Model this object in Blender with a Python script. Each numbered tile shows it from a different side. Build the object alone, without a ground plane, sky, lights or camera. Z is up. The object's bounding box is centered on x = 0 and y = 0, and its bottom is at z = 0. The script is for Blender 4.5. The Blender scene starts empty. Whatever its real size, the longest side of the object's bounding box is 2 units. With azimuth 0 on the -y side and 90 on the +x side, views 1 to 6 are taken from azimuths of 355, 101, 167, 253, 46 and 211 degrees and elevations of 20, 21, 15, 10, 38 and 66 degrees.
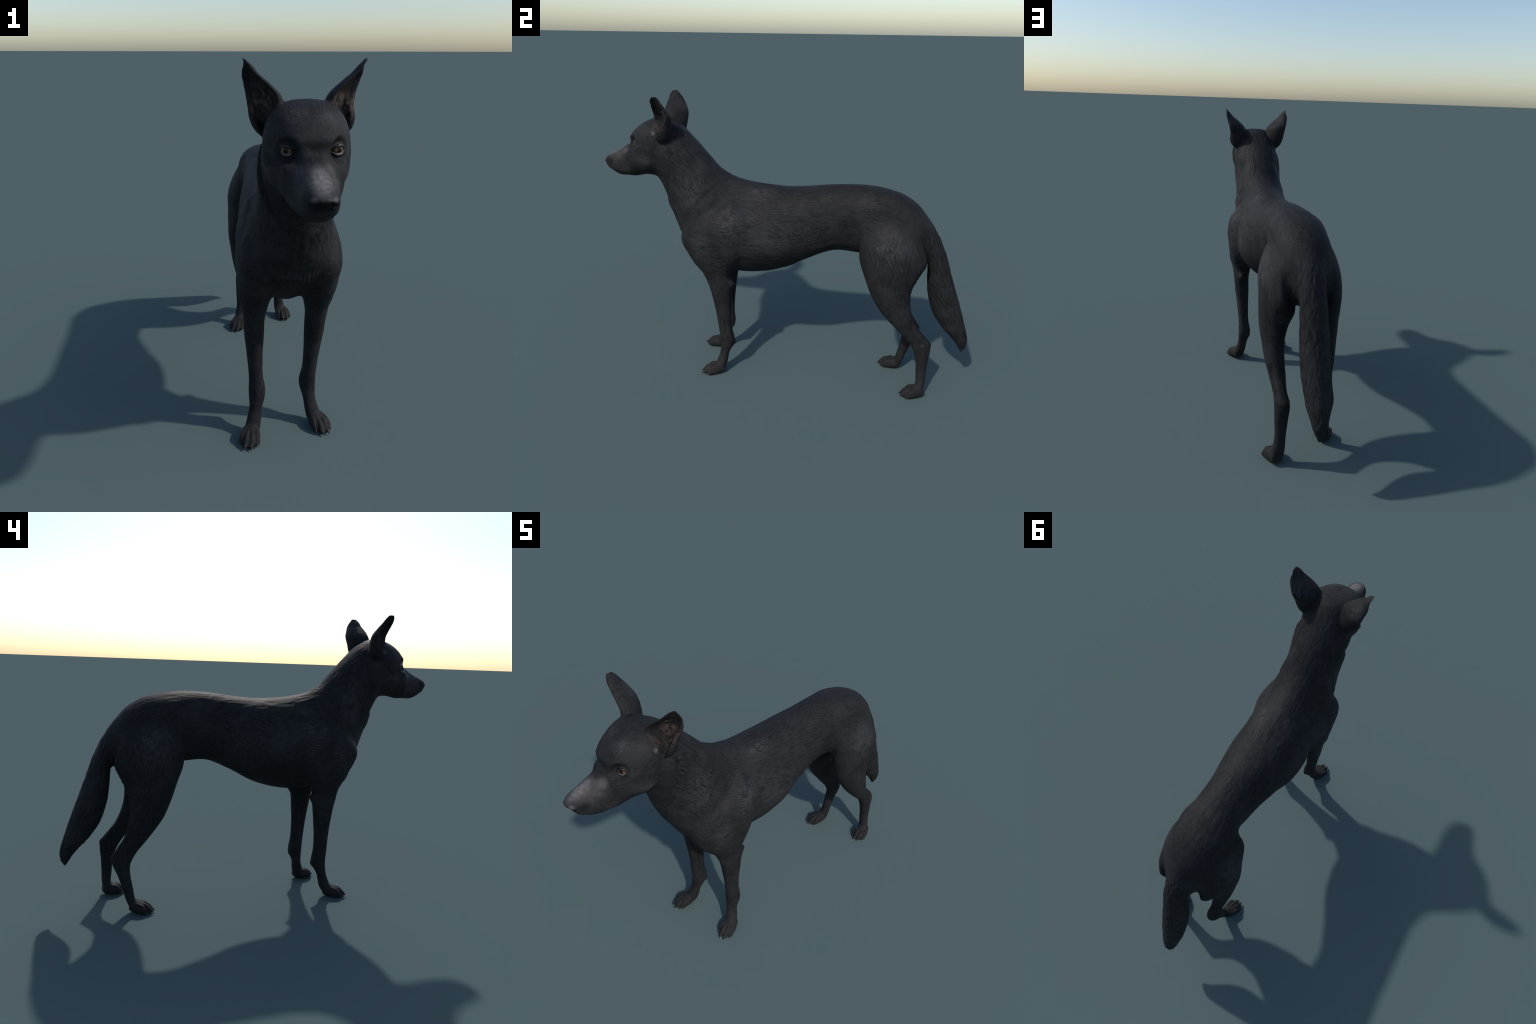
"""A slim black short-haired dog with large upright ears, standing still.

The coat is one continuous skin: lofted trunk, head, limbs, tail and cupped
ears are fused by a voxel remesh, softened in the hollows, sculpted with soft
bumps and fur ridges, and then cut into named anatomical parts that share
their border vertices and normals.
Frame: metres, z up, the dog looks along -y, its left side is +x.
"""
import bpy, bmesh, math, random
import numpy as np
from mathutils import Vector, Matrix

random.seed(7)
COARSE, VOXEL = 0.0064, 0.0034

# ------------------------------------------------------------------ helpers
def spline(ts, vals, n):
    """Monotone-ish cubic (finite-difference Hermite) through rows of vals."""
    ts = np.asarray(ts, float); v = np.asarray(vals, float)
    d = np.diff(v, axis=0) / np.diff(ts)[:, None]
    m = np.empty_like(v)
    m[0], m[-1] = d[0], d[-1]
    h = np.diff(ts)[:, None]
    m[1:-1] = (d[:-1] * h[1:] + d[1:] * h[:-1]) / (h[1:] + h[:-1])
    t = np.linspace(ts[0], ts[-1], n)
    i = np.clip(np.searchsorted(ts, t, 'right') - 1, 0, len(ts) - 2)
    hh = (ts[i + 1] - ts[i])[:, None]; s = ((t - ts[i])[:, None]) / hh
    return ((2*s**3 - 3*s**2 + 1) * v[i] + (s**3 - 2*s**2 + s) * hh * m[i]
            + (-2*s**3 + 3*s**2) * v[i + 1] + (s**3 - s**2) * hh * m[i + 1])


def loft(stations, rings=60, seg=40, side=(1, 0, 0)):
    """Closed tube through sections (A, B, half_width, widest, e_a, e_b):
    A and B are the opposite ends of the section, 'widest' is where between
    B (0) and A (1) it is broadest, the exponents round or square each half."""
    rows = [list(a) + list(b) + [hw, w, ea, eb] for a, b, hw, w, ea, eb in stations]
    rows = np.array(rows, float)
    mid = (rows[:, :3] + rows[:, 3:6]) / 2
    gap = np.linalg.norm(np.diff(mid, axis=0), axis=1)
    ends = (np.linalg.norm(np.diff(rows[:, :3], axis=0), axis=1) + np.linalg.norm(np.diff(rows[:, 3:6], axis=0), axis=1)) / 2
    ts = np.concatenate([[0], np.cumsum(np.maximum(gap, 0.6 * ends))])
    P = spline(ts, rows, rings)
    th = np.linspace(0, 2 * math.pi, seg, endpoint=False)
    c, s = np.cos(th), np.sin(th)
    side = np.asarray(side, float)
    verts = []
    for r in P:
        a, b, hw, w, ea, eb = r[:3], r[3:6], r[6], r[7], r[8], r[9]
        o = b + (a - b) * w
        e = np.where(s > 0, ea, eb)
        x = np.sign(c) * np.abs(c) ** (2 / e) * hw
        y = np.sign(s) * np.abs(s) ** (2 / e)
        up = np.where(s > 0, 1, 0)[:, None] * (a - o) + np.where(s <= 0, 1, 0)[:, None] * (o - b)
        verts.append(o + x[:, None] * side + y[:, None] * up)
    V = np.concatenate(verts)
    F = []
    for i in range(rings - 1):
        for j in range(seg):
            k = (j + 1) % seg
            F.append((i * seg + j, i * seg + k, (i + 1) * seg + k, (i + 1) * seg + j))
    n = len(V)
    V = np.vstack([V, P[0, 3:6] + (P[0, :3] - P[0, 3:6]) * P[0, 7], P[-1, 3:6] + (P[-1, :3] - P[-1, 3:6]) * P[-1, 7]])
    base = (rings - 1) * seg
    for j in range(seg):
        k = (j + 1) % seg
        F.append((n, k, j)); F.append((n + 1, base + j, base + k))
    return V, F


def ellipsoid(centre, radii, yaw=0.0, pitch=0.0, seg=20, rings=12):
    V = [(0, 0, 1)]
    for i in range(1, rings):
        a = math.pi * i / rings
        for j in range(seg):
            b = 2 * math.pi * j / seg
            V.append((math.sin(a) * math.cos(b), math.sin(a) * math.sin(b), math.cos(a)))
    V.append((0, 0, -1))
    F = []
    for j in range(seg):
        k = (j + 1) % seg
        F.append((0, 1 + j, 1 + k)); l = 1 + (rings - 2) * seg
        F.append((len(V) - 1, l + k, l + j))
    for i in range(rings - 2):
        for j in range(seg):
            k = (j + 1) % seg
            F.append((1 + i*seg + j, 1 + (i+1)*seg + j, 1 + (i+1)*seg + k, 1 + i*seg + k))
    M = Matrix.Rotation(yaw, 3, 'Z') @ Matrix.Rotation(pitch, 3, 'X')
    V = np.array(V) * np.array(radii)
    return V @ np.array(M).T + np.array(centre), F


def mirror(part):
    V, F = part
    V = V.copy(); V[:, 0] *= -1
    return V, [tuple(reversed(f)) for f in F]


def smooth01(x):
    x = np.clip(x, 0, 1)
    return x * x * (3 - 2 * x)


def ramp(x, a, b):
    return smooth01((x - a) / (b - a))


# ------------------------------------------------------------------ lofts
def yz(y, z, x=0.0):
    return (x, y, z)

def trunk():
    #        back line (y, z)   belly line (y, z)  half  widest e_up e_low
    rows = [((.737, .940), (.753, .745), .062, .48, 2.2, 2.0),
            ((.690, 1.002), (.705, .715), .098, .52, 2.1, 2.0),
            ((.605, 1.063), (.610, .715), .122, .58, 2.2, 2.0),
            ((.490, 1.096), (.490, .735), .134, .62, 2.15, 2.0),
            ((.370, 1.107), (.375, .750), .120, .60, 2.05, 2.0),
            ((.250, 1.100), (.265, .753), .125, .53, 2.0, 2.0),
            ((.120, 1.084), (.130, .697), .148, .51, 2.1, 1.9),
            ((.000, 1.075), (.010, .635), .167, .48, 2.1, 1.9),
            ((-.110, 1.081), (-.125, .596), .168, .47, 2.0, 1.9),
            ((-.200, 1.093), (-.265, .588), .158, .49, 1.9, 1.9),
            ((-.270, 1.109), (-.375, .616), .150, .52, 1.9, 2.0),
            ((-.320, 1.130), (-.456, .680), .150, .55, 1.9, 2.4),
            ((-.365, 1.158), (-.524, .742), .150, .58, 1.9, 2.4),
            ((-.410, 1.207), (-.576, .810), .142, .60, 2.0, 2.3),
            ((-.455, 1.258), (-.610, .878), .131, .61, 1.9, 2.0),
            ((-.515, 1.320), (-.639, .955), .131, .60, 1.9, 1.8),
            ((-.580, 1.374), (-.660, 1.030), .132, .57, 2.0, 1.9),
            ((-.640, 1.400), (-.692, 1.088), .120, .53, 2.0, 2.0),
            ((-.690, 1.380), (-.725, 1.118), .095, .52, 2.0, 2.0)]
    return loft([(yz(*a), yz(*b), h, w, eu, el) for a, b, h, w, eu, el in rows], 150, 72)

def skull():
    rows = [((-.600, 1.380), (-.665, 1.135), .100, .50, 2.0, 2.0),
            ((-.650, 1.405), (-.695, 1.102), .133, .50, 2.6, 2.1),
            ((-.700, 1.398), (-.730, 1.099), .133, .50, 2.7, 2.1),
            ((-.760, 1.374), (-.765, 1.098), .114, .48, 2.7, 2.1),
            ((-.803, 1.342), (-.800, 1.090), .099, .46, 2.6, 2.2),
            ((-.832, 1.303), (-.825, 1.086), .090, .44, 2.4, 2.2),
            ((-.843, 1.270), (-.848, 1.088), .079, .42, 2.1, 2.3),
            ((-.872, 1.247), (-.878, 1.087), .068, .40, 2.1, 2.3),
            ((-.918, 1.223), (-.910, 1.088), .058, .42, 2.2, 2.3),
            ((-.955, 1.205), (-.943, 1.104), .052, .48, 2.3, 2.3),
            ((-.983, 1.187), (-.970, 1.125), .044, .55, 2.4, 2.3),
            ((-1.003, 1.173), (-.989, 1.150), .029, .55, 2.2, 2.2)]
    return loft([(yz(*a), yz(*b), h, w, eu, el) for a, b, h, w, eu, el in rows], 110, 64)

def foreleg():
    #        front (y, z)    back (y, z)     x     half
    rows = [((-.260, 1.025), (-.170, .990), .098, .030, 2.0),
            ((-.335, .975), (-.165, .920), .122, .046, 2.0),
            ((-.482, .885), (-.195, .810), .136, .062, 2.0),
            ((-.528, .785), (-.222, .705), .130, .069, 2.2),
            ((-.490, .685), (-.245, .640), .123, .067, 2.2),
            ((-.424, .605), (-.268, .590), .124, .053, 2.1),
            ((-.392, .530), (-.266, .550), .127, .044, 2.2),
            ((-.375, .460), (-.270, .465), .123, .041, 2.2),
            ((-.358, .360), (-.274, .360), .117, .033, 2.2),
            ((-.346, .260), (-.270, .270), .112, .030, 2.2),
            ((-.338, .175), (-.260, .180), .107, .036, 2.2),
            ((-.342, .115), (-.286, .125), .115, .028, 2.2),
            ((-.358, .065), (-.298, .055), .128, .032, 2.2),
            ((-.364, .030), (-.312, .026), .136, .033, 2.2)]
    return loft([(yz(*a, x), yz(*b, x), h, .5, e, e) for a, b, x, h, e in rows], 120, 40)

def hindleg():
    rows = [((.440, 1.020), (.600, 1.010), .075, .030, 2.0),
            ((.410, .940), (.665, .920), .100, .055, 2.0),
            ((.383, .830), (.708, .840), .120, .064, 2.0),
            ((.400, .742), (.735, .755), .116, .070, 2.1),
            ((.432, .655), (.705, .680), .107, .081, 2.2),
            ((.466, .575), (.675, .605), .120, .067, 2.1),
            ((.510, .500), (.674, .535), .127, .051, 2.1),
            ((.570, .430), (.695, .460), .125, .045, 2.1),
            ((.628, .370), (.724, .400), .119, .037, 2.1),
            ((.678, .320), (.765, .352), .116, .031, 2.2),
            ((.712, .270), (.799, .306), .113, .035, 2.3),
            ((.733, .200), (.797, .205), .117, .030, 2.2),
            ((.741, .120), (.795, .120), .120, .027, 2.2),
            ((.745, .065), (.791, .058), .127, .032, 2.2),
            ((.742, .030), (.778, .028), .132, .034, 2.2)]
    return loft([(yz(*a, x), yz(*b, x), h, .5, e, e - (.35 if a[1] > .55 else 0)) for a, b, x, h, e in rows], 120, 40)

def tail():
    rows = [((.640, 1.030), (.640, .880), .030, .50),
            ((.690, 1.000), (.690, .830), .060, .50),
            ((.755, .920), (.728, .780), .060, .55),
            ((.826, .790), (.746, .705), .061, .55),
            ((.875, .655), (.753, .615), .064, .55),
            ((.930, .510), (.769, .530), .065, .55),
            ((.968, .400), (.797, .450), .059, .55),
            ((.993, .325), (.852, .370), .048, .55),
            ((1.000, .285), (.905, .312), .036, .55),
            ((.992, .245), (.945, .262), .020, .55),
            ((.975, .214), (.968, .218), .004, .55)]
    return loft([(yz(*a), yz(*b), h, w, 1.9, 2.0) for a, b, h, w in rows], 90, 40)

def paw(heel, yaw, hind=False):
    """Four toes fanned about the paw axis, with pads beneath. heel is the
    ground point under the back of the paw; toes point along -y turned by yaw."""
    parts = []
    claws = []
    L = .112 if hind else .116
    ca, sa = math.cos(yaw), math.sin(yaw)
    def T(x, y, z):
        return np.array((heel[0] + x * ca - y * sa, heel[1] + x * sa + y * ca, z))
    def local(part):
        V, F = part
        return np.array([T(*v) for v in V]), F
    # instep: wedge from the pastern down to the toe roots
    parts.append(local(loft([((0, .000, .060), (0, .006, .012), .026, .4, 2.2, 2.4),
                       ((0, -.025, .066), (0, -.020, .004), .034, .4, 2.2, 2.6),
                       ((0, -.055, .056), (0, -.050, .002), .041, .4, 2.2, 2.8),
                       ((0, -.078, .038), (0, -.075, .006), .038, .4, 2.2, 2.6)], 20, 32)))
    for k, (x, reach, spread) in enumerate(((-.031, .80, .26), (-.0115, 1.0, .07), (.0115, 1.0, -.07), (.031, .80, -.26))):
        def C(s, dx=0, x=x, spread=spread, reach=reach):      # along the toe
            y = -.030 - s * (L * reach - .030)
            return x * (.75 + .30 * s) + dx
        def Y(s, reach=reach):
            return -.030 - s * (L * reach - .030)
        rows = []
        for s, top, bot, hw in ((0, .058, .012, .0115), (.35, .055, .004, .0125), (.62, .050, .001, .0130), (.82, .038, .001, .0125), (.95, .024, .005, .0095), (1.0, .017, .010, .004)):
            rows.append((tuple(T(C(s), Y(s), top)), tuple(T(C(s), Y(s), bot)), hw, .45, 2.1, 2.3))
        parts.append(loft(rows, 26, 20, side=(ca, sa, 0)))
        tip = T(C(1.0), Y(1.0) + .006, .017)
        ahead = T(C(1.12), Y(1.0) - .008, .005)
        claws.append((tip, ahead, k))
    parts.append(local(ellipsoid((0, -.022, .012), (.027, .022, .0118))))
    return parts, claws

def ear():
    """A cupped leaf: C-shaped horizontal slices whose mouth turns from the
    front corner at the root to straight outward at the tip."""
    #      z     cx     cy     r     mouth  cover  flat
    rows = [(1.285, .104, -.625, .024, 45, 175, 1.0),
            (1.310, .116, -.622, .038, 45, 172, 1.0),
            (1.340, .119, -.623, .052, 46, 150, .90),
            (1.380, .121, -.621, .064, 48, 124, .70),
            (1.415, .130, -.621, .067, 50, 108, .64),
            (1.450, .153, -.627, .056, 56, 98, .66),
            (1.480, .176, -.633, .041, 66, 90, .70),
            (1.505, .186, -.640, .028, 80, 82, .65),
            (1.520, .191, -.641, .016, 88, 76, .30)]
    z = np.array([r[0] for r in rows])
    P = spline((z - z[0]), rows, 44)
    seg = 30
    rings = []
    for zz, cx, cy, r, mouth, cover, flat in P:
        m = math.radians(mouth)
        out = np.array((math.sin(m), -math.cos(m))); lat = np.array((out[1], -out[0])) * -1
        ang = np.radians(np.linspace(-cover * .90, cover, seg))
        def arc(rad):
            p = []
            for a in ang:
                p.append((cx + lat[0] * math.sin(a) * rad - out[0] * math.cos(a) * rad * flat,
                          cy + lat[1] * math.sin(a) * rad - out[1] * math.cos(a) * rad * flat, zz))
            return p
        th = (.0105 + .011 * (1 - smooth01((zz - 1.37) / .10))) if zz < 1.48 else .0105 - .004 * (zz - 1.48) / .04
        inner = []
        for (x, y, q), a in zip(arc(r), ang):
            # push the inner wall toward the mouth by the thickness
            nx = -(lat[0] * math.sin(a) - out[0] * math.cos(a) * flat); ny = -(lat[1] * math.sin(a) - out[1] * math.cos(a) * flat)
            nx, ny = -(lat[0] * math.sin(a) * flat - out[0] * math.cos(a)), -(lat[1] * math.sin(a) * flat - out[1] * math.cos(a))
            l = math.hypot(nx, ny)
            e = .80 + .20 * smooth01((1 - abs(a) / math.radians(cover)) * 5)
            inner.append((x + nx / l * th * e, y + ny / l * th * e, zz))
        rings.append(arc(r) + inner[::-1])
    n = 2 * seg
    V = [p for ring in rings for p in ring]
    F = []
    for i in range(len(rings) - 1):
        for j in range(n):
            k = (j + 1) % n
            F.append((i*n + j, i*n + k, (i+1)*n + k, (i+1)*n + j))
    b = (len(rings) - 1) * n
    for j in range(seg - 1):       # caps: strips between outer and inner wall
        F.append((j + 1, j, n - 1 - j, n - 2 - j))
        F.append((b + j, b + j + 1, b + n - 2 - j, b + n - 1 - j))
    return np.array(V), F


def pose(part, table):
    """Shift a limb forward/sideways by amounts read off by height."""
    V, F = part
    V = V.copy()
    z = np.array([t[0] for t in table]); d = np.array([t[1:] for t in table])
    for c in range(3):
        V[:, c] += np.interp(V[:, 2], z, d[:, c])
    return V, F

RIGHT_FORE = [(.03, -.005, -.062, 0), (.10, -.008, -.060, 0), (.18, -.010, -.054, 0), (.36, -.010, -.040, 0), (.55, -.003, -.027, 0), (.70, 0, 0, 0)]
RIGHT_HIND = [(.03, .009, -.110, 0), (.06, .008, -.109, 0), (.17, .006, -.083, -.008), (.28, .007, -.051, -.022), (.42, .005, -.030, -.010), (.56, 0, -.008, 0), (.68, 0, 0, 0)]

# the two ears are not held quite alike
EAR_LEFT = [(1.31, 0, 0, 0), (1.38, -.009, -.004, 0), (1.45, -.003, .002, 0), (1.50, .002, .010, 0), (1.52, -.001, .014, 0)]
EAR_RIGHT = [(1.31, 0, 0, 0), (1.40, .001, -.010, 0), (1.48, -.001, -.016, 0), (1.52, .001, -.014, 0)]

CLAWS = []
def gather():
    f, h = foreleg(), hindleg()
    web = ellipsoid((.108, .408, .792), (.024, .020, .030))      # skin fold from belly to thigh
    body = [trunk(), skull(), tail(), web, mirror(web), f, pose(mirror(f), RIGHT_FORE), h, pose(mirror(h), RIGHT_HIND)]
    parts = [pose(ear(), EAR_LEFT), pose(mirror(ear()), EAR_RIGHT)]
    for heel, yaw, hind in (((.134, -.318), .33, False), ((-.140, -.385), -.22, False),
                            ((.132, .784), .20, True), ((-.120, .661), -.33, True)):
        p, c = paw(heel, yaw, hind)
        parts += p; CLAWS.extend(c)
    return body, parts

# ------------------------------------------------------------------ fuse
def to_mesh(parts, name):
    V, F, o = [], [], 0
    for v, f in parts:
        V.append(v); F += [tuple(i + o for i in q) for q in f]; o += len(v)
    me = bpy.data.meshes.new(name)
    me.from_pydata(np.vstack(V).tolist(), [], F)
    me.update()
    bm = bmesh.new(); bm.from_mesh(me)
    # every shell must face outward for the fusion
    bmesh.ops.recalc_face_normals(bm, faces=bm.faces)
    bm.to_mesh(me); bm.free()
    return me

def fuse(parts, size):
    me = to_mesh(parts, 'fused')
    ob = bpy.data.objects.new('fused', me)
    bpy.context.scene.collection.objects.link(ob)
    r = ob.modifiers.new('Remesh', 'REMESH'); r.mode = 'VOXEL'; r.voxel_size = size; r.adaptivity = 0
    dg = bpy.context.evaluated_depsgraph_get()
    ev = bpy.data.meshes.new_from_object(ob.evaluated_get(dg))
    bpy.data.objects.remove(ob)
    bpy.data.meshes.remove(me)
    return ev


class Skin:
    """Vertex arrays of the fused mesh with the few operations used on it."""
    def __init__(self, me):
        n = len(me.vertices)
        self.V = np.empty(n * 3); me.vertices.foreach_get('co', self.V); self.V = self.V.reshape(-1, 3)
        e = np.empty(len(me.edges) * 2, int); me.edges.foreach_get('vertices', e); self.E = e.reshape(-1, 2)
        self.deg = np.bincount(self.E.ravel(), minlength=n).astype(float)
        self.ea = np.concatenate([self.E[:, 0], self.E[:, 1]]); self.eb = np.concatenate([self.E[:, 1], self.E[:, 0]])
        order = np.argsort(self.ea, kind='stable')
        self.ea, self.eb = self.ea[order], self.eb[order]
        self.first = np.concatenate([[0], np.cumsum(np.bincount(self.ea, minlength=n))[:-1]])
        self.me = me
        self.quads = np.empty(len(me.loops), int); me.loops.foreach_get('vertex_index', self.quads)
        self.quads = self.quads.reshape(-1, 4)
    def avg(self, A):
        return np.add.reduceat(A[self.eb], self.first, axis=0) / self.deg[:, None]
    def normals(self, fresh=True):
        if not fresh and getattr(self, 'N', None) is not None: return self.N
        q = self.V[self.quads]
        fn = np.cross(q[:, 2] - q[:, 0], q[:, 3] - q[:, 1])
        N = np.zeros_like(self.V)
        for c in range(3):
            for k in range(4):
                N[:, c] += np.bincount(self.quads[:, k], fn[:, c], len(N))
        self.N = N / np.maximum(np.linalg.norm(N, axis=1), 1e-12)[:, None]
        return self.N
    def relax(self, n, w=.5, mask=None):
        for _ in range(n):
            d = self.avg(self.V) - self.V
            self.V += d * (w if mask is None else (w * mask)[:, None])
    def taubin(self, n, lam=.5, mu=-.53):
        for _ in range(n):
            self.V += lam * (self.avg(self.V) - self.V)
            self.V += mu * (self.avg(self.V) - self.V)
    def fill_hollows(self, n, mask, w=.6):
        for i in range(n):
            if i % 8 == 0: N = self.normals()
            d = self.avg(self.V) - self.V
            out = (d * N).sum(1)
            g = smooth01(out / .00012) * mask * w
            self.V += d * g[:, None]
    def store(self):
        self.me.vertices.foreach_set('co', self.V.ravel()); self.me.update()


def ball(V, c, r, sym=True):
    """Soft falloff around a point, on both sides of the body."""
    r = np.broadcast_to(np.asarray(r, float), 3)
    q = ((np.abs(V[:, 0]) if sym else V[:, 0]) - c[0]) ** 2 / r[0] ** 2
    q += (V[:, 1] - c[1]) ** 2 / r[1] ** 2
    q += (V[:, 2] - c[2]) ** 2 / r[2] ** 2
    out = np.zeros(len(V)); k = q < 4.8
    out[k] = np.exp(-q[k] * 1.6)
    return out


def hash01(i, j, k, seed):
    h = (i * 374761393 + j * 668265263 + k * 2147483647 + seed * 974711) & 0xffffffff
    h = ((h ^ (h >> 13)) * 1274126177) & 0xffffffff
    return ((h ^ (h >> 16)) & 0xffff) / 65535.0

def value_noise(P, seed=0):
    """Smooth lattice noise in -1..1."""
    P = np.asarray(P) + 1000.0
    I = np.floor(P).astype(np.int64); f = P - I; f = f * f * (3 - 2 * f)
    r = 0
    for a in (0, 1):
        for b in (0, 1):
            for c in (0, 1):
                w = (f[:, 0] if a else 1 - f[:, 0]) * (f[:, 1] if b else 1 - f[:, 1]) * (f[:, 2] if c else 1 - f[:, 2])
                r = r + w * hash01(I[:, 0] + a, I[:, 1] + b, I[:, 2] + c, seed)
    return r * 2 - 1

def hair_noise(V, lay, size, stretch, seed):
    """Noise drawn out along one lay of the hair."""
    d = np.array(lay, float); d /= np.linalg.norm(d)
    a = np.cross(d, (1, 0, 0)); a /= np.linalg.norm(a)
    b = np.cross(d, a)
    wob = value_noise(V / (size * 5), seed + 50) * .6
    return value_noise(np.stack([V @ a / size + wob, V @ b / size + wob, V @ d / (size * stretch)], 1), seed)

def along(V, pts, r, sym=True):
    """Falloff around a chain of points (a groove or ridge line)."""
    P = np.array(pts, float); out = np.zeros(len(V))
    ax = np.abs(V[:, 0]) if sym else V[:, 0]
    m = 2.2 * r; lo, hi = P.min(0) - m, P.max(0) + m
    k = np.nonzero((ax > lo[0]) & (ax < hi[0]) & (V[:, 1] > lo[1]) & (V[:, 1] < hi[1]) & (V[:, 2] > lo[2]) & (V[:, 2] < hi[2]))[0]
    X = V[k].copy(); X[:, 0] = ax[k]
    best = np.full(len(X), 1e9)
    for p, q in zip(P[:-1], P[1:]):
        d = q - p
        t = np.clip(((X - p) @ d) / (d @ d), 0, 1)
        best = np.minimum(best, ((X - p - t[:, None] * d) ** 2).sum(1))
    out[k] = np.exp(-best / (r * r) * 1.6)
    return out

EYE_R = .0232
EYE_C = (.0700, -.7770, 1.2705)

def eye_frame(s):
    gaze = np.array((.38 * s, -.92, .06)); gaze /= np.linalg.norm(gaze)
    outer = np.cross((0, 0, 1), gaze); outer /= np.linalg.norm(outer)
    up = np.cross(gaze, outer)
    if outer[0] * s < 0: outer = -outer
    return gaze, outer, up

def lid_edge(t, upper):
    """Height of the lid margin along the slit, t = -1 (inner) .. 1 (outer)."""
    return (.0098 if upper else -.0112) * (1 - abs(t) ** 2.4) + .0022 * t

def bed_eyes(sk):
    """Drape the skin over each eyeball and open it within the lids."""
    for s in (1, -1):
        gaze, outer, up = eye_frame(s)
        d = sk.V - np.array((EYE_C[0] * s, EYE_C[1], EYE_C[2]))
        a, w, v = d @ gaze, d @ outer, d @ up
        front = (a > -.02) & (np.hypot(w, v) < .07)
        q = np.hypot(w * .92, v)
        over = np.sqrt(np.maximum((EYE_R + .0022) ** 2 - np.minimum(q, EYE_R) ** 2, 0))
        slope = over - np.maximum(q - EYE_R, 0) * .15
        f = 1 - ramp(q, .019, .044)
        t = np.clip(w / .0222, -1, 1)
        hole = (np.abs(w) < .0222) & (v < .0098 * (1 - np.abs(t) ** 2.4) + .0022 * t) & (v > -.0112 * (1 - np.abs(t) ** 2.4) + .0022 * t)
        goal = np.where(hole, over - .010, slope)
        sk.V += np.where(front, f * (goal - a), 0)[:, None] * gaze

# tail axis, for the hair lay there
TAIL = [(0, .70, .90), (0, .785, .75), (0, .845, .58), (0, .90, .42), (0, .955, .27)]

def ruff_line(z):
    return np.interp(z, [.90, .96, 1.06, 1.15, 1.22, 1.28], [-.650, -.632, -.602, -.577, -.568, -.572])

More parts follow.
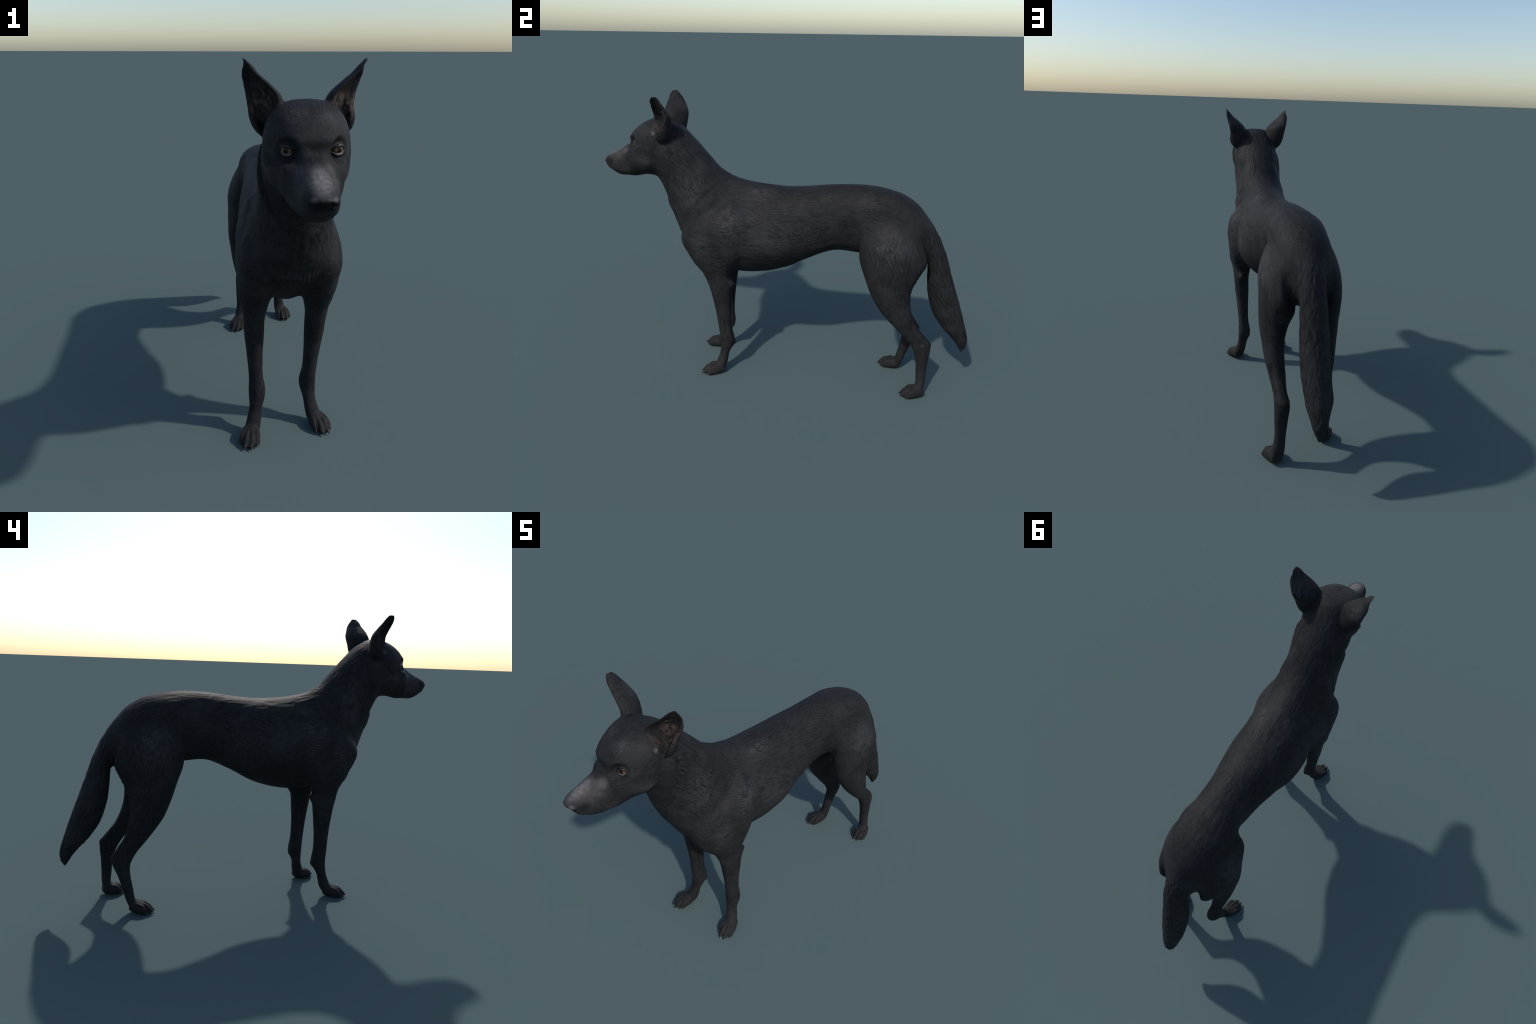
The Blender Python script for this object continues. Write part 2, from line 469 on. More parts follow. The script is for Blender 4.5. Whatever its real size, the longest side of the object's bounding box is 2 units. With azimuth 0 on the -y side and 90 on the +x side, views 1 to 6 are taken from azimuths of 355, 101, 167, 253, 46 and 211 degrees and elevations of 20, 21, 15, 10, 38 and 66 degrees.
def sculpt(sk):
    V = sk.V
    def push(w, d):
        d = np.array(d, float)
        D = np.tile(d, (len(V), 1)); D[:, 0] *= np.sign(V[:, 0])
        sk.V += D * w[:, None]; V[:] = sk.V
    def swell(w, amount):
        k = np.nonzero(w > .002)[0]
        sk.V[k] += sk.normals(False)[k] * (w[k] * amount)[:, None]
    V = sk.V
    # face: eye sockets, brow, stop, cheek
    push(ball(V, (.078, -.838, 1.262), (.036, .034, .030)), (-.012, .022, 0))
    push(ball(V, (.058, -.862, 1.235), (.030, .040, .030)), (-.010, .004, 0))
    push(ball(V, (0, -.852, 1.280), (.046, .026, .026)), (0, .012, -.002))
    push(ball(V, (.040, -.850, 1.280), (.028, .028, .028)), (0, .006, 0))
    push(ball(V, (.055, -.826, 1.308), (.030, .022, .016)), (.000, -.003, -.001))
    swell(ball(V, (.118, -.735, 1.185), (.04, .05, .045)), .005)
    bed_eyes(sk)
    sk.relax(6, .5, np.clip(1.5 * ball(V, (.074, -.795, 1.296), (.042, .04, .020)), 0, 1))
    sk.normals()
    for sd in (1, -1):
        w = (np.sign(V[:, 0]) == sd)
        for (px, py, pz), (qx, qy, qz), r, amt in (((.118, -.618, 1.345), (.118, -.612, 1.44), .0075, .005), ((.140, -.590, 1.345), (.146, -.590, 1.42), .0075, .005), ((.128, -.655, 1.335), (.112, -.655, 1.39), .008, .004)):
            swell(w * along(V, [(px, py, pz), (qx, qy, qz)], r), amt)
    swell(along(V, [(.088, -.800, 1.228), (.112, -.740, 1.212)], .018), -.002)
    swell(along(V, [(.104, -.775, 1.255), (.130, -.700, 1.255)], .016), .003)
    # nose pad and nostrils, philtrum, lip line
    push(ball(V, (0, -1.000, 1.168), (.040, .018, .018)), (0, -.004, .002))
    swell(ball(V, (.019, -.996, 1.157), (.0100, .016, .0085)), -.010)
    swell(ball(V, (.033, -.983, 1.153), (.008, .014, .006)), -.006)
    swell(along(V, [(0, -1.0, 1.150), (0, -.985, 1.128)], .004, False), -.003)
    lip = [(0, -.985, 1.124), (.028, -.972, 1.119), (.050, -.945, 1.112), (.064, -.905, 1.106), (.076, -.865, 1.110), (.086, -.835, 1.118)]
    swell(along(V, lip, .0055), -.0055)
    swell(along(V, [(p[0], p[1], p[2] + .012) for p in lip[1:5]], .010), .0020)
    sk.normals()
    # ruff of longer neck hair lying over the throat behind the jaw
    z = V[:, 2]
    back = V[:, 1] - ruff_line(z) + .004 * value_noise(V * np.array([60, 60, 140.]), 3)
    zone = ramp(z, .90, .95) * (1 - ramp(z, 1.22, 1.30)) * ramp(np.abs(V[:, 0]), .03, .075)
    swell(ball(V, (.135, -.455, .985), (.05, .06, .06)), .003)
    swell(ramp(back, -.002, .005) * (1 - ramp(back, .02, .13)) * zone, .0085)
    swell((1 - ramp(-back, .0, .06)) * ramp(-back, -.004, .002) * zone, -.006)
    # shoulder: groove in front of the blade, blade spine, hollow behind the arm
    swell(along(V, [(.17, -.44, .88), (.165, -.50, .80), (.165, -.42, .80)], .045), .007)
    swell(ball(V, (.11, -.545, .79), (.05, .06, .08)), .012)
    swell(along(V, [(.125, -.38, 1.05), (.155, -.44, .985), (.165, -.50, .92), (.155, -.54, .86)], .022), -.0045)
    swell(along(V, [(.130, -.42, 1.05), (.148, -.485, .96), (.150, -.545, .885)], .016), .003)
    swell(along(V, [(.130, -.315, 1.06), (.168, -.365, .98), (.188, -.43, .885)], .014), -.004)
    swell(along(V, [(0, -.645, .96), (0, -.61, .85)], .016, False), -.004)
    swell(along(V, [(.045, -.65, .97), (.060, -.60, .86)], .018), .003)
    swell(ball(V, (.140, -.265, 1.0), (.045, .035, .045)), .006)
    swell(ball(V, (.145, -.345, 1.0), (.045, .028, .045)), -.005)
    swell(along(V, [(.165, -.30, .965), (.188, -.245, .925), (.198, -.30, .86)], .030), .0035)
    swell(along(V, [(.198, -.33, .80), (.192, -.27, .72), (.175, -.285, .645)], .026), .003)
    swell(along(V, [(.195, -.385, .76), (.178, -.345, .665)], .016), -.003)
    swell(along(V, [(.10, -.235, 1.06), (.165, -.30, .96), (.20, -.39, .84)], .055), .002)
    swell(along(V, [(.165, -.165, .91), (.175, -.175, .82), (.170, -.185, .74)], .050), .009)
    swell(along(V, [(.14, -.455, 1.19), (.14, -.445, 1.03)], .050), -.012)
    swell(ball(V, (.15, -.250, .640), (.045, .035, .045)), -.012)
    swell(ball(V, (.10, -.655, 1.105), (.05, .05, .05)), -.008)
    swell(ball(V, (.115, -.53, .845), (.05, .05, .05)), .008)
    swell(ball(V, (.165, -.465, .725), (.04, .05, .05)), -.006)
    push(ball(V, (0, -.575, .785), (.07, .06, .07)), (0, .010, 0))
    swell(ball(V, (.19, -.27, .74), (.05, .06, .07)), .006)
    swell(along(V, [(.19, -.36, .66), (.17, -.40, .60)], .03), .004)
    swell(along(V, [(0, -.59, .80), (0, -.575, .70)], .03), -.004)
    # elbow point, forearm groove, wrist pad
    for sx, dy in ((1, 0), (-1, -.028)):
        def one(w):
            return w * (np.sign(V[:, 0]) == sx)
        push(one(ball(V, (.138, -.262 + dy, .556), (.030, .022, .028))), (.003, .021, .004))
        push(one(ball(V, (.125, -.262 + dy, .600), (.03, .022, .022))), (0, -.012, 0))
        dw = dy * 1.9
        push(one(ball(V, (.095, -.262 + dw, .172), (.020, .018, .022))), (-.005, .009, 0))
        swell(one(along(V, [(.142, -.305 + dy * 1.2, .45), (.138, -.300 + dy * 1.5, .24)], .012)), -.0035)
        swell(one(along(V, [(.152, -.34 + dy * 1.2, .46), (.142, -.33 + dy * 1.5, .26)], .016)), .002)
    sk.normals()
    # waist, flank fold, belly tuck with the flank hair hanging over it
    swell(along(V, [(.13, .36, .90), (.12, .385, .80)], .05), -.010)
    swell(along(V, [(.085, .02, .665), (.080, .13, .725), (.072, .24, .775), (.070, .33, .780)], .020), -.007)
    swell(along(V, [(.11, .16, .775), (.098, .28, .81), (.095, .36, .805)], .020), .003)
    swell(ball(V, (.165, -.06, .770), (.06, .12, .085)), .013)
    swell(ball(V, (.165, -.135, .735), (.06, .06, .10)), .008)
    # rump: hip bone, thigh muscles, groove along the hamstring, Achilles hollow
    swell(ball(V, (.105, .47, 1.03), (.05, .06, .05)), .005)
    swell(along(V, [(.165, .60, .93), (.185, .655, .80), (.16, .655, .66)], .022), -.004)
    swell(ball(V, (.185, .52, .80), (.06, .08, .10)), .004)
    swell(ball(V, (.10, .62, .97), (.06, .06, .07)), .006)
    for sx, dy, dz in ((1, 0, 0), (-1, -.040, -.014)):
        def one(w):
            return w * (np.sign(V[:, 0]) == sx)
        a = [(.152, .684 + dy * .7, .440 + dz * .6), (.150, .716 + dy * .9, .378 + dz), (.147, .750 + dy, .318 + dz)]
        swell(one(along(V, a, .012) * ramp(V[:, 2], .465, .415)), -.0085)
        swell(one(along(V, [(.150, .640 + dy * .7, .430 + dz * .6), (.146, .700 + dy, .330 + dz)], .016)), .0025)
        b = [(.085, .684 + dy * .7, .440 + dz * .6), (.082, .716 + dy * .9, .378 + dz), (.082, .750 + dy, .318 + dz)]
        swell(one(along(V, b, .012) * ramp(V[:, 2], .465, .415)), -.006)
        push(one(ball(V, (.110, .795 + dy * 1.2, .308 + dz * 1.5), (.02, .014, .02))), (0, .005, .002))
    # ---------------- hair relief, each region with its own lay
    N = sk.normals()
    V = sk.V
    x, y, z = V.T; ax = np.abs(x)
    on_tail = np.clip(along(V, TAIL, .115, False) * 1.6, 0, 1) * ramp(y, .70, .76)
    limb = np.maximum((1 - ramp(z, .60, .72)) * (y > .3), (1 - ramp(z, .58, .66)) * (y < .1)) * (1 - on_tail)
    head = 1 - ramp(y - ruff_line(np.clip(z, .9, 1.28)), -.03, .01)
    head = head * ramp(z, .93, 1.05)
    neck = (1 - ramp(y, -.50, -.30) * 1.0) * ramp(z, .80, .90) * (1 - head)
    thigh = ramp(y, .38, .50) * (1 - ramp(z, .93, 1.03)) * (1 - on_tail) * (1 - limb)
    body = np.clip(1 - on_tail - limb - head - neck - thigh, 0, 1)
    h = np.zeros(len(V))
    def comb(weight, *layers, P=V):
        k = np.nonzero(weight > .01)[0]
        for lay, size, stretch, seed, amp in layers:
            h[k] += weight[k] * hair_noise(P[k], lay, size, stretch, seed) * amp
    comb(body, ((0, 1, -.10), .014, 6, 11, .0010), ((0, 1, -.10), .007, 7, 12, .0006))
    comb(neck, ((.15, .62, -.70), .013, 6, 21, .0012), ((.1, .62, -.70), .008, 6, 22, .0007))
    comb(thigh, ((0, .30, -.95), .014, 5, 31, .0010), ((0, .3, -.95), .008, 5, 32, .0006))
    S = np.stack([ax, y, z], 1)      # tail hair parts to both sides
    comb(on_tail * ramp(z, .20, .34), ((.42, .15, -.90), .0060, 7, 41, .0009), ((.42, .15, -.90), .013, 5, 42, .0006), P=S)
    comb(on_tail * ramp(z, .20, .27), ((.15, .25, -.90), .010, 6, 43, .0017), ((-.2, .3, -.90), .0065, 7, 44, .0014))
    comb(limb, ((0, .1, -1), .010, 7, 51, .0006))
    comb(head, ((0, 1, .25), .010, 5, 61, .0004))
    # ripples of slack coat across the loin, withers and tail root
    rip = ball(V, (.05, .24, 1.09), (.07, .05, .05)) + ball(V, (.07, -.05, 1.05), (.06, .05, .04)) + ball(V, (.07, -.22, 1.07), (.06, .06, .04))
    h += rip * np.sin((z * 210 + y * 60 + 2.5 * value_noise(V * 25, 5))) * .0006
    crest = (1 - ramp(ax, .05, .10)) * ramp(z, 1.06, 1.14) * (1 - ramp(y, -.33, -.22)) * (1 - head)
    comb(crest, ((.12, .62, -.70), .007, 5, 71, .0010))
    lip_z = .750 + .006 * value_noise(V * np.array([90, 1, 1]), 9) + .01 * np.cos(x * 40)
    edge = (1 - ramp(ax, .085, .125)) * (1 - ramp(y, -.50, -.46)) * (z > .60)
    h += edge * ramp(z, lip_z - .004, lip_z + .003) * (1 - ramp(z, lip_z + .01, lip_z + .07)) * (.0062 + .0022 * np.sin(x * 420 + 2 * value_noise(V * 30, 14)))
    ham = along(V, [(.10, .735, .72), (.11, .700, .63), (.115, .680, .56)], .030)
    h += ham * np.clip(np.sin(z * 330 + 2.5 * value_noise(V * 30, 10)), -.2, 1) * .0030
    flank = along(V, [(.098, .15, .745), (.090, .28, .785), (.09, .36, .78)], .018)
    h += flank * np.sin(y * 420 + 2 * value_noise(V * 30, 13)) * .0012
    sk.V += N * h[:, None]
    sk.N = None
    # flat soles
    low = sk.V[:, 2] < .002
    sk.V[low, 2] = .002 * 0 + np.maximum(sk.V[low, 2], .0004)


def build_skin():
    body, extras = gather()
    # coarse pass: body masses only, hollows between them filled with flesh
    sk = Skin(fuse(body, COARSE))
    sk.taubin(4)
    low = ramp(sk.V[:, 2], .02, .05)
    sk.fill_hollows(34, low)
    sk.relax(4, .5, low)
    blades = np.maximum(ball(sk.V, (.09, -.22, 1.03), (.09, .13, .09)), ball(sk.V, (.04, .69, .98), (.09, .08, .12)))
    sk.relax(18, .5, np.clip(blades * 1.3, 0, 1))
    body = (sk.V.copy(), [tuple(q) for q in sk.quads.tolist()])
    bpy.data.meshes.remove(sk.me)
    # fine pass: ears and paws join
    sk = Skin(fuse([body] + extras, VOXEL))
    sk.taubin(4)
    V = sk.V
    z = V[:, 2]; ax = np.abs(V[:, 0])
    earzone = ramp(z, 1.30, 1.34) * ramp(ax, .085, .105)
    pawzone = 1 - ramp(z, .05, .075)
    sk.fill_hollows(14, (1 - earzone) * (1 - pawzone))
    sk.relax(9, .5, (1 - .55 * earzone) * (1 - .70 * pawzone))
    sculpt(sk)
    return sk

skin = build_skin()
skin.store()

# ------------------------------------------------------------------ parts
def ear_axis(z, left):
    P = np.array([(1.285, .104, -.625, .024), (1.34, .119, -.623, .052), (1.38, .123, -.623, .064), (1.415, .130, -.624, .067), (1.45, .152, -.630, .055), (1.48, .175, -.636, .038), (1.520, .195, -.641, .016)])
    tab = EAR_LEFT if left else EAR_RIGHT
    zz = [t[0] for t in tab]
    x = np.interp(z, P[:, 0], P[:, 1]) * (1 if left else -1) + np.interp(z, zz, [t[1] for t in tab])
    y = np.interp(z, P[:, 0], P[:, 2]) + np.interp(z, zz, [t[2] for t in tab])
    return x, y, np.interp(z, P[:, 0], P[:, 3])

def face_regions(sk):
    """Name of the part for every face of the skin."""
    C = sk.V[sk.quads].mean(1)
    q = sk.V[sk.quads]
    FN = np.cross(q[:, 2] - q[:, 0], q[:, 3] - q[:, 1]); FN /= np.linalg.norm(FN, axis=1)[:, None]
    x, y, z = C.T; ax = np.abs(x)
    R = np.full(len(C), 'torso', dtype=object)
    R[(y - ruff_line(np.clip(z, .9, 1.28)) < .10 + .55 * (1.12 - z) * -1 + 0.0) & (z > .80) & (y < -.36)] = 'neck'
    R[(y < -.36) & (z > .80) & (y + .36 < (z - 1.13) * .8) & (R == 'torso')] = 'neck'
    back_of_head = -.600 - .30 * np.clip(z - 1.24, 0, 1) + .35 * np.clip(1.20 - z, 0, 1) * -1
    R[(z > 1.065) & (y < back_of_head)] = 'head'
    R[(y < -.978) & (z > 1.140)] = 'nose'
    for left in (True, False):
        side = x > 0 if left else x < 0
        zz = np.clip(z, 1.285, 1.522)
        cx, cy, cr = ear_axis(zz, left)
        near = side & (z > 1.325) & (np.hypot(x - cx, y - cy) < .085) & ((z > 1.41) | (ax > .088 + .25 * (1.41 - z) * .3))
        R[near] = 'ear.L' if left else 'ear.R'
        m = math.radians(52); s = 1 if left else -1
        inward = (cx - x) * FN[:, 0] + (cy - y) * FN[:, 1] > .004
        mouth = (x - cx) * s * math.sin(m) - (y - cy) * math.cos(m)
        R[near & inward & (z > 1.335) & (z < 1.505) & (np.hypot(x - cx, y - cy) < cr * 1.0 + .001)] = 'inner.L' if left else 'inner.R'
        lim = 'L' if left else 'R'
        R[side & (y < -.1) & (z < .60)] = 'foreleg.' + lim
        R[side & (y < -.1) & (z < .075)] = 'forepaw.' + lim
        hind = side & (y > .25) & (z < .64)
    d = np.array([(p[1], p[2]) for p in TAIL])
    lim_y = np.interp(z, [.2, .43, .53, .62, .72, .85, .95, 1.02], [.86, .77, .745, .735, .728, .720, .700, .672])
    tail = (y > lim_y) & (z > .19) & (ax < .082)
    tail &= ~((z < .45) & (ax > .075))
    for left in (True, False):
        side = x > 0 if left else x < 0
        lim = 'L' if left else 'R'
        hind = side & (y > .30) & (z < .66) & ~((y > .72) & (z > .48))
        # the hocks stand beside the tail: keep them with the leg
        R[hind & ~(tail & (z < .66) & ((y > .82) | (z > .40)))] = 'hindleg.' + lim
        R[side & (y > .3) & (z < .078)] = 'hindpaw.' + lim
    R[tail & ((z > .42) | (y > .84))] = 'tail'
    return R


# ------------------------------------------------------------------ materials
def new_material(name):
    m = bpy.data.materials.new(name); m.use_nodes = True
    nt = m.node_tree; nt.nodes.clear()
    out = nt.nodes.new('ShaderNodeOutputMaterial'); b = nt.nodes.new('ShaderNodeBsdfPrincipled')
    nt.links.new(b.outputs[0], out.inputs[0])
    return m, nt, b

class Net:
    def __init__(self, nt):
        self.nt = nt
        self.co = nt.nodes.new('ShaderNodeTexCoord').outputs['Object']
    def link(self, a, b): self.nt.links.new(a, b)
    def val(self, node, i, v):
        if hasattr(v, 'is_linked') or hasattr(v, 'links'): self.link(v, node.inputs[i])
        else: node.inputs[i].default_value = v
    def math(self, op, a, b=0.0, clamp=False):
        n = self.nt.nodes.new('ShaderNodeMath'); n.operation = op; n.use_clamp = clamp
        self.val(n, 0, a); self.val(n, 1, b); return n.outputs[0]
    def vmath(self, op, a, b=(0, 0, 0)):
        n = self.nt.nodes.new('ShaderNodeVectorMath'); n.operation = op
        self.val(n, 0, a); self.val(n, 1, b)
        return n.outputs['Value'] if op in ('LENGTH', 'DOT_PRODUCT', 'DISTANCE') else n.outputs[0]
    def sep(self, v):
        n = self.nt.nodes.new('ShaderNodeSeparateXYZ'); self.link(v, n.inputs[0]); return n.outputs
    def step(self, v, a, b, lo=0.0, hi=1.0):
        n = self.nt.nodes.new('ShaderNodeMapRange'); n.interpolation_type = 'SMOOTHSTEP'
        self.val(n, 0, v); n.inputs[1].default_value = a; n.inputs[2].default_value = b
        n.inputs[3].default_value = lo; n.inputs[4].default_value = hi
        return n.outputs[0]
    def mapped(self, rot=(0, 0, 0), scale=(1, 1, 1), co=None):
        n = self.nt.nodes.new('ShaderNodeMapping'); n.vector_type = 'TEXTURE' if False else 'POINT'
        self.link(co or self.co, n.inputs[0]); n.inputs['Rotation'].default_value = rot; n.inputs['Scale'].default_value = scale
        return n.outputs[0]
    def noise(self, co, scale=1.0, detail=2.0, rough=.5, dist=0.0):
        n = self.nt.nodes.new('ShaderNodeTexNoise'); self.link(co, n.inputs['Vector'])
        n.inputs['Scale'].default_value = scale; n.inputs['Detail'].default_value = detail
        n.inputs['Roughness'].default_value = rough; n.inputs['Distortion'].default_value = dist
        return n.outputs['Fac']
    def mix(self, f, a, b):
        n = self.nt.nodes.new('ShaderNodeMix'); n.data_type = 'RGBA'
        self.val(n, 0, f)
        for i, v in ((6, a), (7, b)):
            if isinstance(v, tuple): n.inputs[i].default_value = (*v[:3], 1)
            else: self.link(v, n.inputs[i])
        return n.outputs[2]
    def blob(self, c, r):
        """Soft round mask, alike on both sides of the body."""
        a = self.vmath('ABSOLUTE', self.co)
        s = self.sep(self.co); sa = self.sep(a)
        n = self.nt.nodes.new('ShaderNodeCombineXYZ'); self.link(sa[0], n.inputs[0]); self.link(s[1], n.inputs[1]); self.link(s[2], n.inputs[2])
        d = self.vmath('SUBTRACT', n.outputs[0], c)
        d = self.vmath('DIVIDE', d, r)
        return self.step(self.vmath('LENGTH', d), 1.0, 0.15)
    def bump(self, h, strength, dist, normal=None):
        n = self.nt.nodes.new('ShaderNodeBump'); self.link(h, n.inputs['Height'])
        n.inputs['Strength'].default_value = strength; n.inputs['Distance'].default_value = dist
        if normal: self.link(normal, n.inputs['Normal'])
        return n.outputs[0]


def coat_material(name='black_coat', ear_hollow=False):
    m, nt, b = new_material(name)
    g = Net(nt)
    x, y, z = g.sep(g.co)
    # fine hair drawn out along the lay, one lay per region
    def hair(tilt, dense, longth):
        v = g.mapped((0, 0, 0), (dense, dense / longth, dense), g.mapped((tilt, 0, 0)))
        return g.noise(v, 1.0, 3.0, .6, .35)
    trunk = hair(math.radians(7), 260, 11)
    neck = hair(math.radians(50), 230, 10)
    limb = hair(math.radians(80), 280, 10)
    face = hair(math.radians(-14), 300, 7)
    tailh = hair(math.radians(66), 190, 10)
    f_neck = g.math('MULTIPLY', g.step(y, -.28, -.45), g.step(z, .78, .92))
    f_face = g.math('MULTIPLY', g.step(y, -.59, -.64), g.step(z, 1.02, 1.08))
    f_limb = g.math('MAXIMUM', g.step(z, .66, .56), g.math('MULTIPLY', g.step(y, .40, .50), g.step(z, .98, .86)))
    f_tail = g.math('MULTIPLY', g.step(y, .70, .76), g.step(z, .10, .3))
    h = trunk
    for f, k in ((f_neck, neck), (f_limb, limb), (f_tail, tailh), (f_face, face)):
        n = nt.nodes.new('ShaderNodeMix'); n.data_type = 'FLOAT'
        g.link(f, n.inputs[0]); g.link(h, n.inputs[2]); g.link(k, n.inputs[3]); h = n.outputs[0]
    big = g.noise(g.co, 7.0, 4.0, .6)
    mid = g.noise(g.co, 34.0, 3.0, .6)
    col = g.mix(g.step(h, .30, .70), COAT_DARK, COAT_LIGHT)
    col = g.mix(g.math('MULTIPLY', g.step(big, .46, .66), .55), col, COAT_GREY)
    col = g.mix(g.math('MULTIPLY', g.step(mid, .50, .75), .25), col, COAT_BROWN)
    patchy = g.step(g.noise(g.co, 26.0, 3.0, .6), .30, .62, .35, 1.0)
    # soft sheen of light on the muscles, lightened into the coat colour
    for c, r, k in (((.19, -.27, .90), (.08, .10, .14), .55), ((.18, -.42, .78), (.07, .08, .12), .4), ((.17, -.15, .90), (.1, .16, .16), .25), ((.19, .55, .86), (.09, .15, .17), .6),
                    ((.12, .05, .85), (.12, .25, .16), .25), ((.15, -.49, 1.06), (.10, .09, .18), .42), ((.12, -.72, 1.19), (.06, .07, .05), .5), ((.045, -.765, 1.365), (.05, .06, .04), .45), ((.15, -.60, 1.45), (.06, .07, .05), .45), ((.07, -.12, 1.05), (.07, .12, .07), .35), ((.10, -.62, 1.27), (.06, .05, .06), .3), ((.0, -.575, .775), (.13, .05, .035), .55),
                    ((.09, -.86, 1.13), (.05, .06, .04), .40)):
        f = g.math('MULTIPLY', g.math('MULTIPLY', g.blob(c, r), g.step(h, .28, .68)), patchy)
        col = g.mix(g.math('MULTIPLY', f, k), col, PAINTED_SHEEN)
    # paler mottled muzzle bridge and a pale spot in front of the ear
    f = g.math('MULTIPLY', g.blob((0, -.945, 1.215), (.046, .125, .056)), g.step(g.noise(g.co, 75, 4.0, .65), .30, .66, .45, 1.0))
    col = g.mix(g.math('MULTIPLY', f, .9), col, MUZZLE)
    f = g.math('MULTIPLY', g.blob((.036, -.895, 1.190), (.050, .100, .070)), g.step(mid, .30, .66, .35, 1.0))
    col = g.mix(g.math('MULTIPLY', f, .42), col, (.092, .083, .080))
    f = g.blob((.038, -.862, 1.225), (.030, .040, .035))
    col = g.mix(g.math('MULTIPLY', f, .22), col, MUZZLE)
    f = g.math('MULTIPLY', g.blob((.1245, -.668, 1.336), (.015, .017, .017)), g.step(h, .30, .60))
    col = g.mix(g.math('MULTIPLY', f, .85), col, (.12, .115, .12))
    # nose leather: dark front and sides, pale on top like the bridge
    leather = g.math('MULTIPLY', g.step(y, -.972, -.984), g.step(z, 1.130, 1.142))
    col = g.mix(g.math('MULTIPLY', g.blob((.050, -.955, 1.170), (.030, .040, .034)), .75), col, (.007, .007, .0078))
    dark = g.math('MULTIPLY', leather, g.step(z, 1.172, 1.160))
    col = g.mix(dark, col, (.0075, .0072, .0078))
    col = g.mix(g.math('MULTIPLY', g.blob((.030, -.990, 1.174), (.016, .018, .011)), .30), col, (.20, .19, .20))  # bright glints tinted onto the upper nose corners
    if ear_hollow:      # bare brown flesh where the cup faces its mouth, fading to fur at the rim
        flesh = g.mix(g.step(g.noise(g.co, 55, 4.0, .6), .38, .64), (.018, .0150, .0145), (.100, .070, .062))
        inside = g.math('MULTIPLY', g.blob((.130, -.622, 1.385), (.080, .080, .095)), g.step(g.noise(g.co, 30, 2.0), .20, .45, .5, 1.0))
        col = g.mix(g.math('MULTIPLY', inside, 1.0), col, flesh)
    # brownish feet
    col = g.mix(g.math('MULTIPLY', g.step(z, .16, .03), .45), col, COAT_BROWN)
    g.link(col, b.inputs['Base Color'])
    rough = g.step(leather, 0, 1, .60, .30)
    g.link(rough, b.inputs['Roughness'])
    b.inputs['Specular IOR Level'].default_value = .085
    b.inputs['Sheen Weight'].default_value = .0
    b.inputs['Sheen Roughness'].default_value = .45
    b.inputs['Sheen Tint'].default_value = (.75, .75, .85, 1)
    g.link(g.bump(h, .45, .0020), b.inputs['Normal'])
    return m

COAT_DARK = (.0086, .0088, .0095)
COAT_LIGHT = (.0248, .0248, .0264)
COAT_GREY = (.0290, .0287, .0312)
COAT_BROWN = (.0205, .0192, .0190)
PAINTED_SHEEN = (.078, .075, .079)
MUZZLE = (.185, .171, .178)

def plain_material(name, colour, rough, spec=.4, grain=None, scale=60):
    m, nt, b = new_material(name)
    g = Net(nt)
    n = g.noise(g.co, scale, 4.0, .6)
    g.link(g.mix(g.step(n, .35, .68), colour, grain or colour), b.inputs['Base Color'])
    b.inputs['Roughness'].default_value = rough
    b.inputs['Specular IOR Level'].default_value = spec
    g.link(g.bump(g.noise(g.co, scale * 6, 3.0), .25, .001), b.inputs['Normal'])
    return m

def eye_material():
    """Amber iris with a dark pupil, seen along the local +Z of the eyeball."""
    m, nt, b = new_material('amber_eye')
    g = Net(nt)
    x, y, z = g.sep(g.co)
    r = g.math('SQRT', g.math('ADD', g.math('MULTIPLY', x, x), g.math('MULTIPLY', y, y)))
    front = g.step(z, 0, .002)
    fib = g.noise(g.mapped((0, 0, 0), (260, 260, 30)), 1.0, 3.0)
    iris = g.mix(g.step(fib, .35, .65), (.045, .023, .012), (.150, .086, .046))
    col = g.mix(g.step(r, .0150, .0172), iris, (.010, .008, .008))
    col = g.mix(g.step(r, .0085, .0070), col, (.004, .004, .004))
    col = g.mix(g.step(r, .0180, .0196), col, (.16, .14, .14))
    g.link(col, b.inputs['Base Color'])
    b.inputs['Roughness'].default_value = .20
    b.inputs['Specular IOR Level'].default_value = .20
    return m

# ------------------------------------------------------------------ assemble
scene = bpy.context.scene
dog = bpy.data.objects.new('dog', None)
scene.collection.objects.link(dog)
dog['label'] = 'slim short-haired black dog standing with large upright ears'
dog['category'] = 'dog'

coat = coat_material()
ear_hollow = coat_material('ear_hollow', True)
claw_mat = plain_material('horn_claw', (.012, .011, .0108), .45, .3, (.040, .036, .034), 140)
lid_dark = plain_material('dark_eyelid', (.012, .011, .012), .45, .4)
lid_pale = plain_material('pale_eyelid', (.055, .046, .047), .40, .4, (.14, .118, .118), 160)
eye_mat = eye_material()

def add(name, mesh, parent, mat):
    ob = bpy.data.objects.new(name, mesh)
    scene.collection.objects.link(ob)
    ob.parent = parent
    mesh.materials.clear(); mesh.materials.append(mat)
    return ob

REGION = face_regions(skin)
NORMAL = skin.normals()

def cut(region, name, parent, mat):
    faces = skin.quads[REGION == region]
    used, inv = np.unique(faces.ravel(), return_inverse=True)
    me = bpy.data.meshes.new(name)
    me.from_pydata(skin.V[used].tolist(), [], inv.reshape(-1, 4).tolist())
    me.polygons.foreach_set('use_smooth', [True] * len(me.polygons))
    me.update()
    me.normals_split_custom_set_from_vertices(NORMAL[used].tolist())
    return add(name, me, parent, mat)

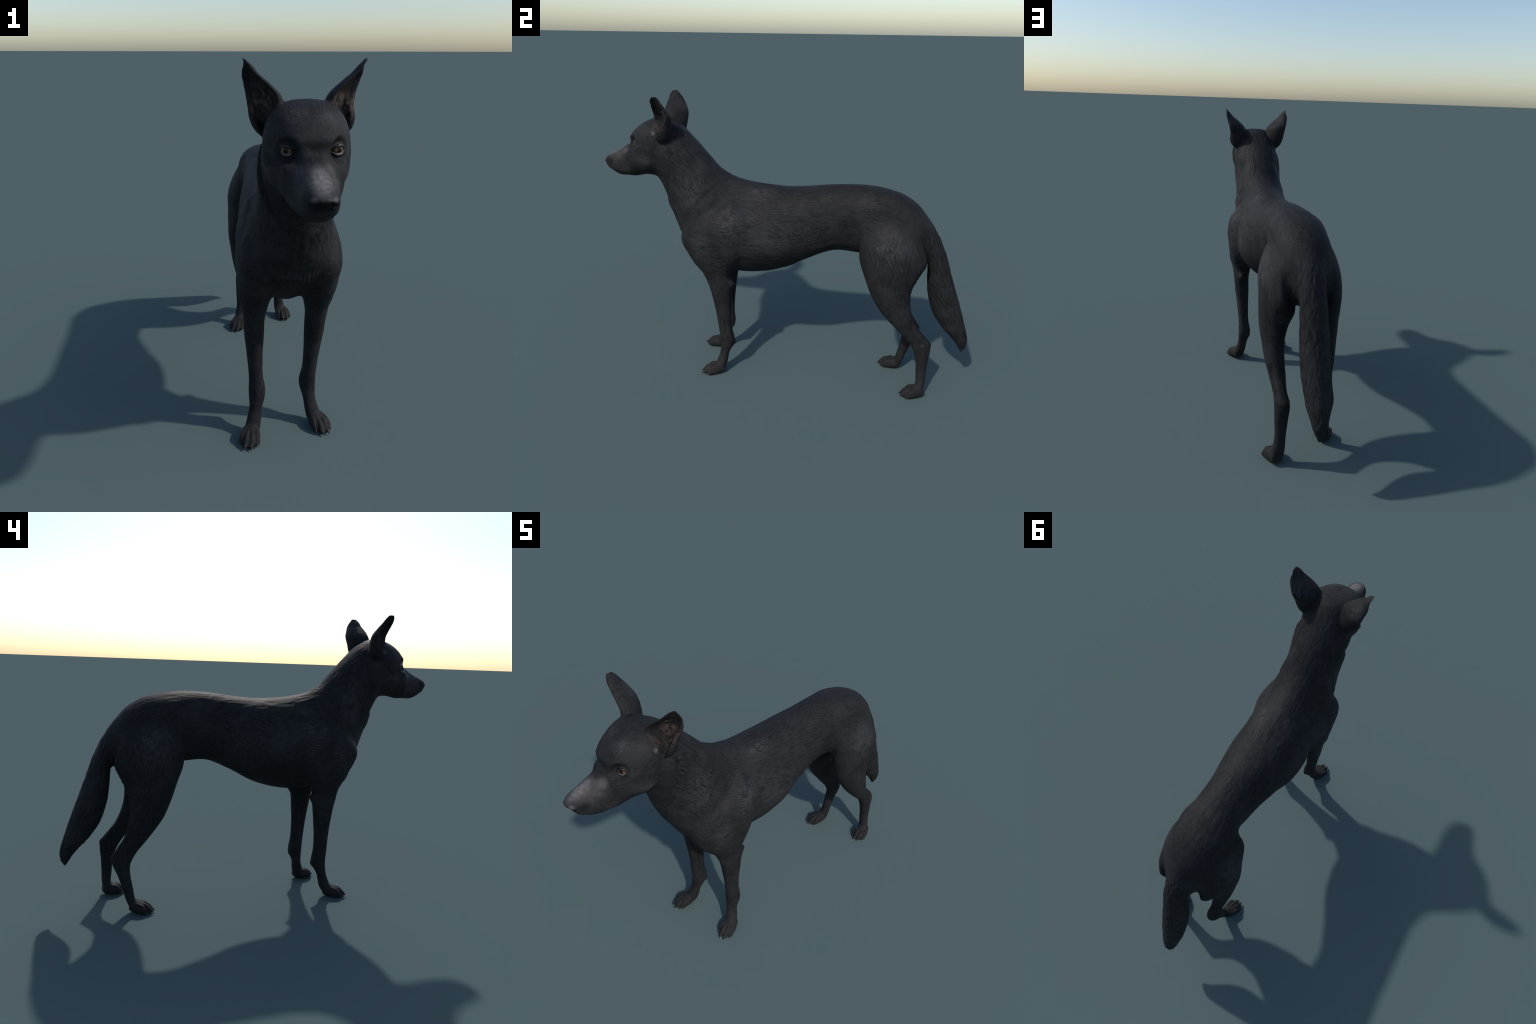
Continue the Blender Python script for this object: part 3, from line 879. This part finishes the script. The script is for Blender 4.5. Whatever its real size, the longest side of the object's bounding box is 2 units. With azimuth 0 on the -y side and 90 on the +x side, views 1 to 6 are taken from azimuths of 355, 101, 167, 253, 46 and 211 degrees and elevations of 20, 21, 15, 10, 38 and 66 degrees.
torso = cut('torso', 'torso', dog, coat)
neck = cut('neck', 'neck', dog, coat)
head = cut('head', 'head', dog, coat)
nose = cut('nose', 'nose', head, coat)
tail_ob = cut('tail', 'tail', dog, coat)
legs = {}
for side in 'LR':
    e = cut('ear.' + side, 'ear', dog, coat)
    cut('inner.' + side, 'inner_ear', e, ear_hollow)
    f = cut('foreleg.' + side, 'foreleg', dog, coat)
    cut('forepaw.' + side, 'paw', f, coat)
    h = cut('hindleg.' + side, 'hindleg', dog, coat)
    cut('hindpaw.' + side, 'paw', h, coat)
    legs['fore' + side], legs['hind' + side] = f, h
bpy.data.meshes.remove(skin.me)

# claws: short curved cones at the toe tips
def claw_mesh(a, b, r=.0046):
    a, b = Vector(a), Vector(b)
    mid = (a + b) / 2 + Vector((0, 0, .004))
    a = a + (a - b).normalized() * .006
    bm = bmesh.new(); rings = []; n, seg = 9, 12
    for i in range(n):
        t = i / (n - 1)
        p = a * (1 - t) ** 2 + mid * 2 * t * (1 - t) + b * t * t
        d = ((mid - a) * (1 - t) + (b - mid) * t).normalized()
        u = d.cross(Vector((0, 0, 1))).normalized(); w = u.cross(d)
        rr = r * (1 - t ** 2.2) ** .7 + .0006
        rings.append([bm.verts.new(p + (u * .8 * math.cos(k * 2 * math.pi / seg) + w * math.sin(k * 2 * math.pi / seg)) * rr) for k in range(seg)])
    for r0, r1 in zip(rings[:-1], rings[1:]):
        for k in range(seg):
            bm.faces.new((r0[k], r0[(k + 1) % seg], r1[(k + 1) % seg], r1[k]))
    bm.faces.new(rings[0][::-1]); bm.faces.new(rings[-1])
    bmesh.ops.recalc_face_normals(bm, faces=bm.faces)
    me = bpy.data.meshes.new('claw'); bm.to_mesh(me); bm.free()
    me.polygons.foreach_set('use_smooth', [True] * len(me.polygons))
    return me

for i, (a, b, k) in enumerate(CLAWS):
    leg = legs[('foreL', 'foreR', 'hindL', 'hindR')[i // 4]]
    add('claw', claw_mesh(a, b), leg, claw_mat)

# eyes: a ball with the gaze along local +Z, and two lids around it
for s in (1, -1):
    c = np.array((EYE_C[0] * s, EYE_C[1], EYE_C[2]))
    gaze, outer, up = eye_frame(s)
    V, F = ellipsoid((0, 0, 0), (EYE_R, EYE_R, EYE_R), seg=40, rings=28)
    me = bpy.data.meshes.new('eye'); me.from_pydata(V.tolist(), [], F); me.update()
    me.polygons.foreach_set('use_smooth', [True] * len(me.polygons))
    e = add('eye', me, head, eye_mat)
    right = np.cross(up, gaze)
    e.matrix_world = Matrix([[right[k], up[k], gaze[k], c[k]] for k in range(3)] + [[0, 0, 0, 1]])
    for upper in (True, False):
        # a thin roll along the lid margin, lying on the ball
        V, F = [], []; n, seg = 27, 12
        for i in range(n):
            t = -1 + 2 * i / (n - 1)
            w, v = .0222 * t, lid_edge(t, upper)
            dz = math.sqrt(max((EYE_R + .0010) ** 2 - w * w - v * v, .0001 ** 2))
            rad = (.0050 if upper else .0033) * (1 - .72 * abs(t) ** 3)
            p = c + outer * w + up * (v + (.5 if upper else -.5) * rad) + gaze * (dz - .2 * rad)
            for k in range(seg):
                a = 2 * math.pi * k / seg
                V.append(p + (up * math.cos(a) + gaze * math.sin(a) * .8) * rad)
        for i in range(n - 1):
            for k in range(seg):
                F.append((i*seg + k, i*seg + (k+1) % seg, (i+1)*seg + (k+1) % seg, (i+1)*seg + k))
        F.append(tuple(range(seg))[::-1]); F.append(tuple((n-1)*seg + k for k in range(seg)))
        me = to_mesh([(np.array(V), F)], 'eyelid')
        me.polygons.foreach_set('use_smooth', [True] * len(me.polygons))
        add('eyelid', me, head, lid_dark if upper else lid_pale)
